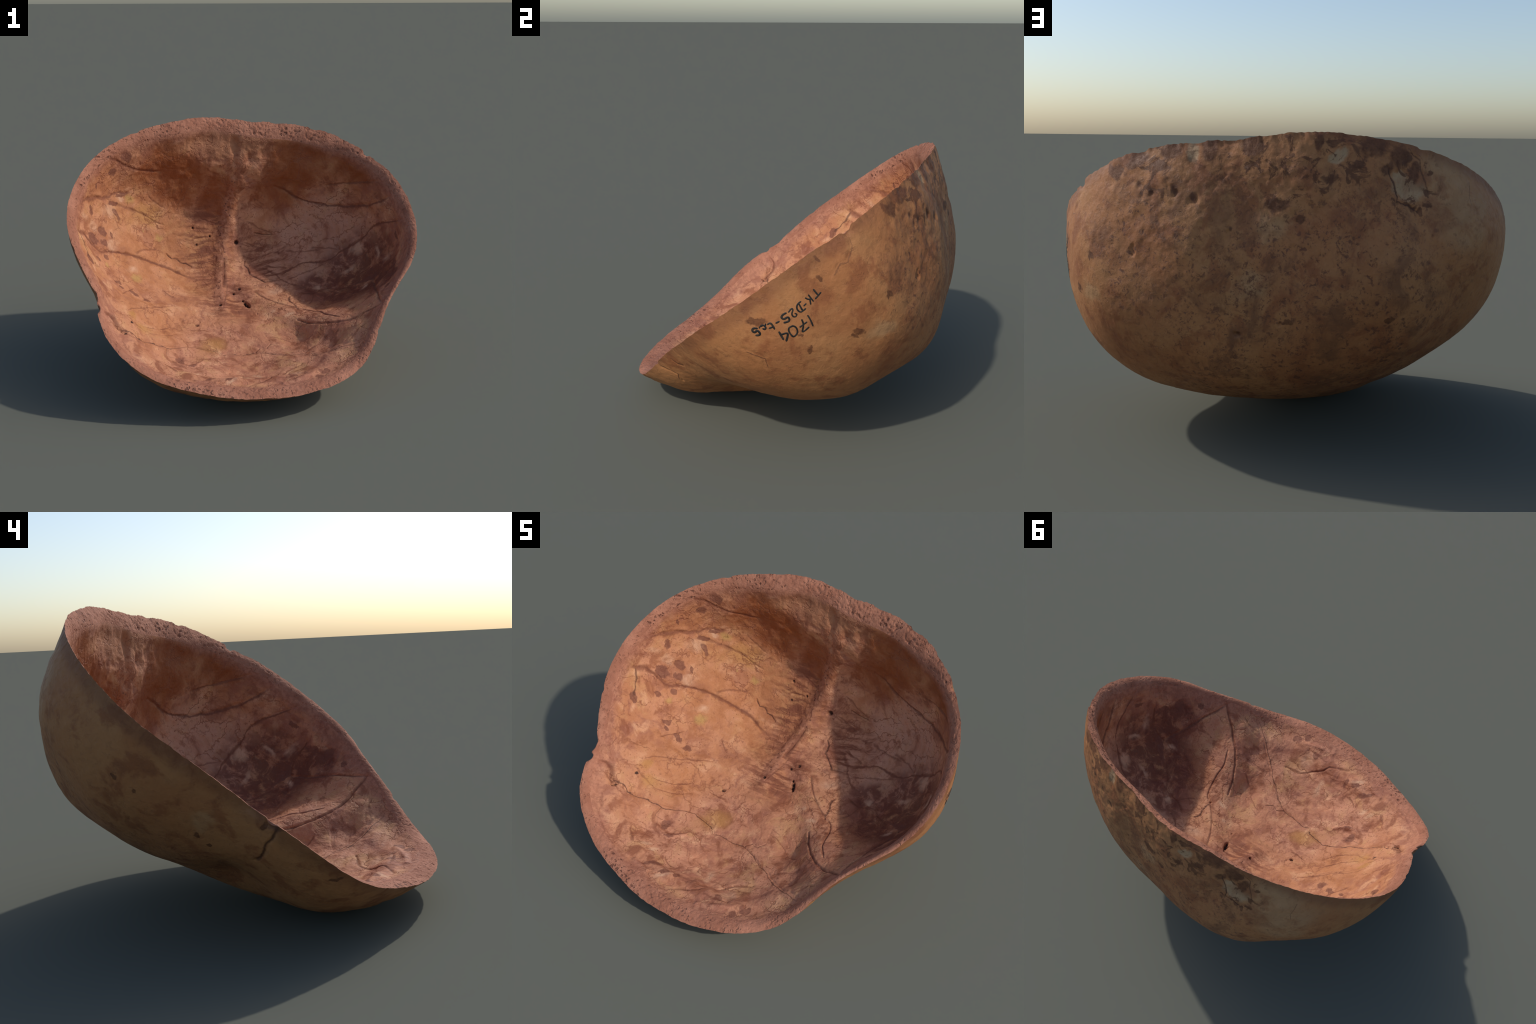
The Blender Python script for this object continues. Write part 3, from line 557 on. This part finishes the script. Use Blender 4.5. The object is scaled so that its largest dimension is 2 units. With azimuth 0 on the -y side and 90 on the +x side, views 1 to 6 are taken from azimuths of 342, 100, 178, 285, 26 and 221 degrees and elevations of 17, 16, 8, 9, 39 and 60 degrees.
def outer_material():
    N = Nodes("outer_bone"); p = N.local(); q0 = N.flat(p)
    q = N.warp(q0, p, 16, 0.018, 3); qb = N.warp(N.warp(q0, p, 11, 0.04, 2), p, 40, 0.022, 2); qs = N.warp(q0, p, 5, 0.14, 4)
    big = N.noise(p, 3.0, 5, 0.6, 0.5); med = N.noise(p, 8, 6, 0.62, 0.4); fine = N.noise(p, 48, 5, 0.68)
    col = N.mix(N.step(big, 0.36, 0.64), (0.345, 0.138, 0.050), (0.375, 0.168, 0.064))
    col = N.mix(N.math("MULTIPLY", N.blots(qs, OUTER_RUST, 0.4, 1.25), N.step(med, 0.36, 0.60, 0.70, 0.25)), col, (0.265, 0.095, 0.036))
    col = N.mix(N.step(med, 0.50, 0.38, 0.0, 0.75), col, (0.235, 0.080, 0.030))
    col = N.mix(N.math("MULTIPLY", N.blots(qs, OUTER_SOFT_PALE, 0.4, 1.2), N.step(med, 0.36, 0.58, 0.25, 0.65)), col, (0.400, 0.230, 0.110))
    col = N.mix(N.step(med, 0.58, 0.78, 0.0, 0.40), col, (0.420, 0.215, 0.088))
    # dark freckles, dense on the occiput and crown
    crowd = N.blots(qs, [(-0.45, -0.05, 0.50, 0.60, 0.0), (-0.55, 0.50, 0.30, 0.22, 0.6), (0.0, -0.1, 0.5, 0.6, 0.0)], 0.4, 1.2)
    freck = N.step(N.noise(p, 34, 6, 0.74, 0.3), 0.53, 0.64)
    col = N.mix(N.math("MULTIPLY", freck, N.math("MULTIPLY_ADD", crowd, 0.72, 0.10)), col, (0.110, 0.040, 0.022))
    dust = N.math("MULTIPLY", N.step(N.noise(p, 85, 4, 0.7), 0.54, 0.62), N.step(N.noise(p, 9, 4, 0.6), 0.44, 0.60, 0.12, 1.0))
    col = N.mix(N.math("MULTIPLY", dust, N.math("MULTIPLY_ADD", crowd, 0.75, 0.10)), col, (0.130, 0.052, 0.030))
    haze = N.math("MULTIPLY", N.step(N.noise(p, 5.5, 6, 0.66, 0.8), 0.48, 0.64, 0.0, 0.80), crowd)
    col = N.mix(haze, col, (0.170, 0.068, 0.030))
    spots = N.step(N.voronoi(N.vec("ADD", p, N.vec("SCALE", N.noise(p, 30, 2, 0.5, colour=True), scale=0.04)), 15), 0.10, 0.17, 1.0, 0.0)
    col = N.mix(N.math("MULTIPLY", spots, N.math("MULTIPLY", N.step(N.noise(p, 7, 3), 0.46, 0.58), N.math("MULTIPLY_ADD", crowd, 0.6, 0.15))), col, (0.115, 0.040, 0.024))
    col = N.mix(N.math("MULTIPLY", N.blots(qb, OUTER_PALE, 0.65, 1.15), N.step(med, 0.34, 0.56, 0.45, 0.85)), col, (0.400, 0.265, 0.145))
    col = N.mix(N.math("MULTIPLY", N.blots(N.warp(qb, p, 14, 0.03, 5), STAINS, 0.70, 1.15, 1.12), N.step(fine, 0.3, 0.6, 0.97, 0.70)), col, (0.098, 0.034, 0.014))
    ragged = N.math("MULTIPLY", N.step(N.noise(p, 15, 6, 0.7, 0.8), 0.52, 0.60), N.blots(qs, [(-0.90, 0.05, 0.13, 0.52, 0.0), (-0.74, 0.56, 0.16, 0.14, 0.4), (-0.80, -0.40, 0.12, 0.18, 0.0)], 0.5, 1.1))
    col = N.mix(N.math("MULTIPLY", ragged, 0.85), col, (0.105, 0.037, 0.015))
    # dark line where the saw cut meets the outer table
    edge = N.math("MULTIPLY", N.step(N.vec("LENGTH", N.warp(q0, p, 9, 0.03, 3)), 0.955, 0.995), 0.5)
    col = N.mix(edge, col, (0.150, 0.055, 0.026))
    lines = N.strokes(N.warp(q, p, 60, 0.006, 2), OUTER_LINES)
    col = N.mix(lines, col, (0.075, 0.028, 0.016))
    holes = N.blots(N.warp(q0, p, 40, 0.008, 2), [(x, y, r, r, 0) for x, y, r, d in OUTER_PITS], 0.3, 1.1)
    col = N.mix(N.math("MULTIPLY", holes, 0.7), col, (0.075, 0.026, 0.016))
    grain = N.noise(p, 120, 3, 0.6)
    col = N.mix(0.35, col, N.mix(grain, (0.70, 0.69, 0.68), (1.28, 1.28, 1.28)), "MULTIPLY")
    hgt = N.math("SUBTRACT", N.math("MULTIPLY_ADD", fine, 0.7, N.math("MULTIPLY", grain, 0.2)), N.math("MULTIPLY", freck, 0.25))
    return N.finish(col, N.step(fine, 0.3, 0.7, 0.72, 0.56), N.bump(hgt, 0.45, 0.008), 0.3)

def cut_material():
    N = Nodes("sawn_bone"); p = N.local(); q0 = N.flat(p); qs = N.warp(q0, p, 6, 0.14, 3)
    med = N.noise(p, 8, 5, 0.6); fine = N.noise(p, 55, 5, 0.68)
    col = N.mix(N.step(med, 0.34, 0.66), (0.300, 0.118, 0.070), (0.400, 0.172, 0.106))
    dense = N.blots(qs, [(-0.80, 0.45, 0.26, 0.14, 2.1), (-0.55, 0.80, 0.22, 0.10, 2.3), (0.85, -0.35, 0.16, 0.45, 0.2), (-0.93, -0.25, 0.10, 0.16, 0.0), (-0.6, -0.8, 0.2, 0.3, 0.6)], 0.5, 1.2)
    pores = N.step(N.voronoi(N.vec("ADD", p, N.vec("SCALE", N.noise(p, 40, 2, 0.5, colour=True), scale=0.03)), 52), 0.22, 0.42, 1.0, 0.0)
    pores = N.math("MULTIPLY", pores, N.step(N.noise(p, 14, 4, 0.6), 0.46, 0.58, 0.1, 1.0))
    col = N.mix(N.math("MULTIPLY", N.step(fine, 0.52, 0.64), N.math("MULTIPLY_ADD", dense, 0.5, 0.15)), col, (0.180, 0.066, 0.042))
    col = N.mix(N.math("MULTIPLY", pores, N.math("MULTIPLY_ADD", dense, 0.72, 0.08)), col, (0.115, 0.044, 0.030))
    col = N.mix(N.step(fine, 0.40, 0.26, 0.0, 0.5), col, (0.520, 0.260, 0.170))
    hgt = N.math("SUBTRACT", fine, N.math("MULTIPLY", pores, 0.8))
    return N.finish(col, 0.8, N.bump(hgt, 0.7, 0.010), 0.2)

def ink_material():
    N = Nodes("black_ink"); p = N.local()
    return N.finish(N.mix(N.step(N.noise(p, 60, 3), 0.40, 0.66), (0.010, 0.010, 0.010), (0.030, 0.024, 0.018)), 0.6, None, 0.3)

# ------------------------------------------------------------------ handwriting: strokes on a slanted grid, one unit = a tenth of the line height
INK_ORIGIN, INK_RIGHT, INK_UP = (-0.2619, 0.8830), (0.0141, 0.0022), (0.0028, -0.0092)
HANDWRITING = [  # pen width, strokes of one character
 (0.0078, [[(0,0),(-0.04,1.87)],[(0.93,2.08),(-0.92,1.97)]]),
 (0.0075, [[(1.86,0.1),(1.83,2.09)],[(2.9,0.14),(2.63,0.74),(2.22,1.12)],[(2.19,1.08),(2.75,2.21)]]),
 (0.0080, [[(4.34,1.35),(3.77,1.3)]]),
 (0.0078, [[(5.18,0.09),(5.38,2.04)],[(4.53,-0.09),(5.44,-0.08),(6.12,0.43),(6.31,1.26),(5.99,2.06),(5.38,2.22),(4.55,2.23)]]),
 (0.0072, [[(8.47,0.1),(7.28,-0.08),(7.43,0.42),(8.07,0.95),(8.13,1.87),(7.63,2.19),(7.15,1.91),(7.34,1.48)]]),
 (0.0105, [[(9.35,-0.12),(10.29,-0.13),(10.82,0.23),(10.58,0.87),(9.44,1.13),(9.49,1.94),(10.88,1.87)]]),
 (0.0090, [[(12.73,0.78),(12.04,0.82)]]),
 (0.0095, [[(13.98,1.88),(14.03,0.3),(14.31,0.0),(14.81,0.03)],[(14.92,1.21),(14.18,1.27)]]),
 (0.0080, [[(15.40,-0.27),(15.48,-0.06)]]),
 (0.0095, [[(16.75,-0.28),(16.08,-0.21),(15.81,0.57),(16.21,0.91),(16.52,0.67)]]),
 (0.0080, [[(17.20,-0.20),(17.28,-0.05)]]),
 (0.0115, [[(18.09,-0.14),(18.94,-0.39),(19.39,0.03),(19.07,0.72),(18.24,0.54),(18.06,1.73),(19.03,1.76)]]),
 (0.0078, [[(5.05,4.11),(5.2,5.8),(5.49,7.16)]]),
 (0.0082, [[(6.89,3.99),(7.42,5.55),(8.42,6.81),(6.58,6.81)],[(8.2,5.28),(6.29,5.27)]]),
 (0.0085, [[(9.66,3.85),(10.69,3.78),(11.18,4.54),(11.22,5.7),(10.93,6.54),(9.85,6.35),(9.33,5.73),(9.24,4.49),(9.66,3.85)]]),
 (0.0105, [[(13.39,3.45),(13.47,5.67)],[(13.31,4.34),(11.84,4.82),(12.97,6.47)]]),
]

def surface_lookup(grid, q):
    """Point of the finished outer grid under a flat-map position (bilinear)."""
    r = np.hypot(q[:, 0], q[:, 1]); fi = (np.arctan2(q[:, 1], q[:, 0]) % (2*np.pi))/(2*np.pi)*NV; fj = np.clip(1 - r, 0, 0.999)*(NO-1)
    i = np.floor(fi).astype(int) % NV; j = np.floor(fj).astype(int); a = (fi - np.floor(fi))[:, None]; b = (fj - j)[:, None]; k = (i+1) % NV
    return (grid[i, j]*(1-a) + grid[k, j]*a)*(1-b) + (grid[i, j+1]*(1-a) + grid[k, j+1]*a)*b

def smooth_path(pts, step=0.12):
    pts = np.array(pts, float)
    if len(pts) > 2:
        t = np.r_[0, np.cumsum(np.linalg.norm(np.diff(pts, axis=0), axis=1)**0.7)]
        tt = np.linspace(0, t[-1], 14*len(pts)); m = spline_matrix(t, tt); pts = m @ pts
    l = np.r_[0, np.cumsum(np.linalg.norm(np.diff(pts, axis=0), axis=1))]; n = max(4, int(l[-1]/step))
    s = np.linspace(0, l[-1], n)
    return np.stack([np.interp(s, l, pts[:, 0]), np.interp(s, l, pts[:, 1])], 1)

def ink_mesh(strokes, width, grid, material, seed):
    """Low domed ribbons of dried ink lying on the bone."""
    verts, faces = [], []; rng = np.random.default_rng(seed); K = 7
    for st in strokes:
        ab = smooth_path(st); q = np.array(INK_ORIGIN) + ab[:, :1]*np.array(INK_RIGHT) + ab[:, 1:]*np.array(INK_UP)
        c = surface_lookup(grid, q); e = 1e-3
        n = np.cross(surface_lookup(grid, q + [e, 0]) - c, surface_lookup(grid, q + [0, e]) - c); n /= np.linalg.norm(n, axis=1)[:, None]
        n *= np.sign((n*c).sum(1))[:, None]
        t = np.gradient(c, axis=0); t /= np.linalg.norm(t, axis=1)[:, None]; side = np.cross(n, t)
        c = np.vstack([c[:1] - t[:1]*width*0.45, c, c[-1:] + t[-1:]*width*0.45]); n = np.vstack([n[:1], n, n[-1:]]); side = np.vstack([side[:1], side, side[-1:]])
        w = width*(1 + 0.16*np.convolve(rng.uniform(-1, 1, len(c) + 4), np.ones(5)/5, "valid")); w[0] *= 0.5; w[-1] *= 0.5
        base = len(verts)
        for i in range(len(c)):
            for k in range(K):
                x = k/(K-1)*2 - 1
                verts.append(c[i] + side[i]*x*w[i]*0.5 + n[i]*(0.0016*(1 - x**4) - 0.0004))
        for i in range(len(c) - 1):
            for k in range(K - 1):
                a = base + i*K + k; faces.append((a, a+1, a+K+1, a+K))
    me = bpy.data.meshes.new("ink_character"); me.from_pydata([tuple(v) for v in verts], [], faces); me.update()
    me.shade_smooth(); me.materials.append(material)
    return me

# ------------------------------------------------------------------ build
root = bpy.data.objects.new("skull_cap", None)
root["label"] = "sawn-off ochre skull cap lying like a bowl, inked numbers"; root["category"] = "skull bone"
bpy.context.collection.objects.link(root)
FRAME = Matrix([[AX_F[i], AX_S[i], AX_N[i], CENTRE[i]] for i in range(3)] + [[0, 0, 0, 1]])

def add_part(name, data, parent):
    ob = bpy.data.objects.new(name, data); bpy.context.collection.objects.link(ob)
    ob.parent = parent
    if parent is root: ob.matrix_world = FRAME
    return ob

outer = outer_finished(); inner = inner_finished()
outer_part = add_part("outer_surface", grid_mesh("outer_surface", outer, True, True, outer_material()), root)
add_part("inner_surface", grid_mesh("inner_surface", inner, True, False, inner_material()), root)
add_part("cut_edge", grid_mesh("cut_edge", cut_finished(outer, inner), False, False, cut_material()), root)
writing = add_part("inscription", None, root)
ink = ink_material()
for number, (pen, strokes) in enumerate(HANDWRITING):
    add_part("ink_character", ink_mesh(strokes, pen, outer, ink, number), writing)
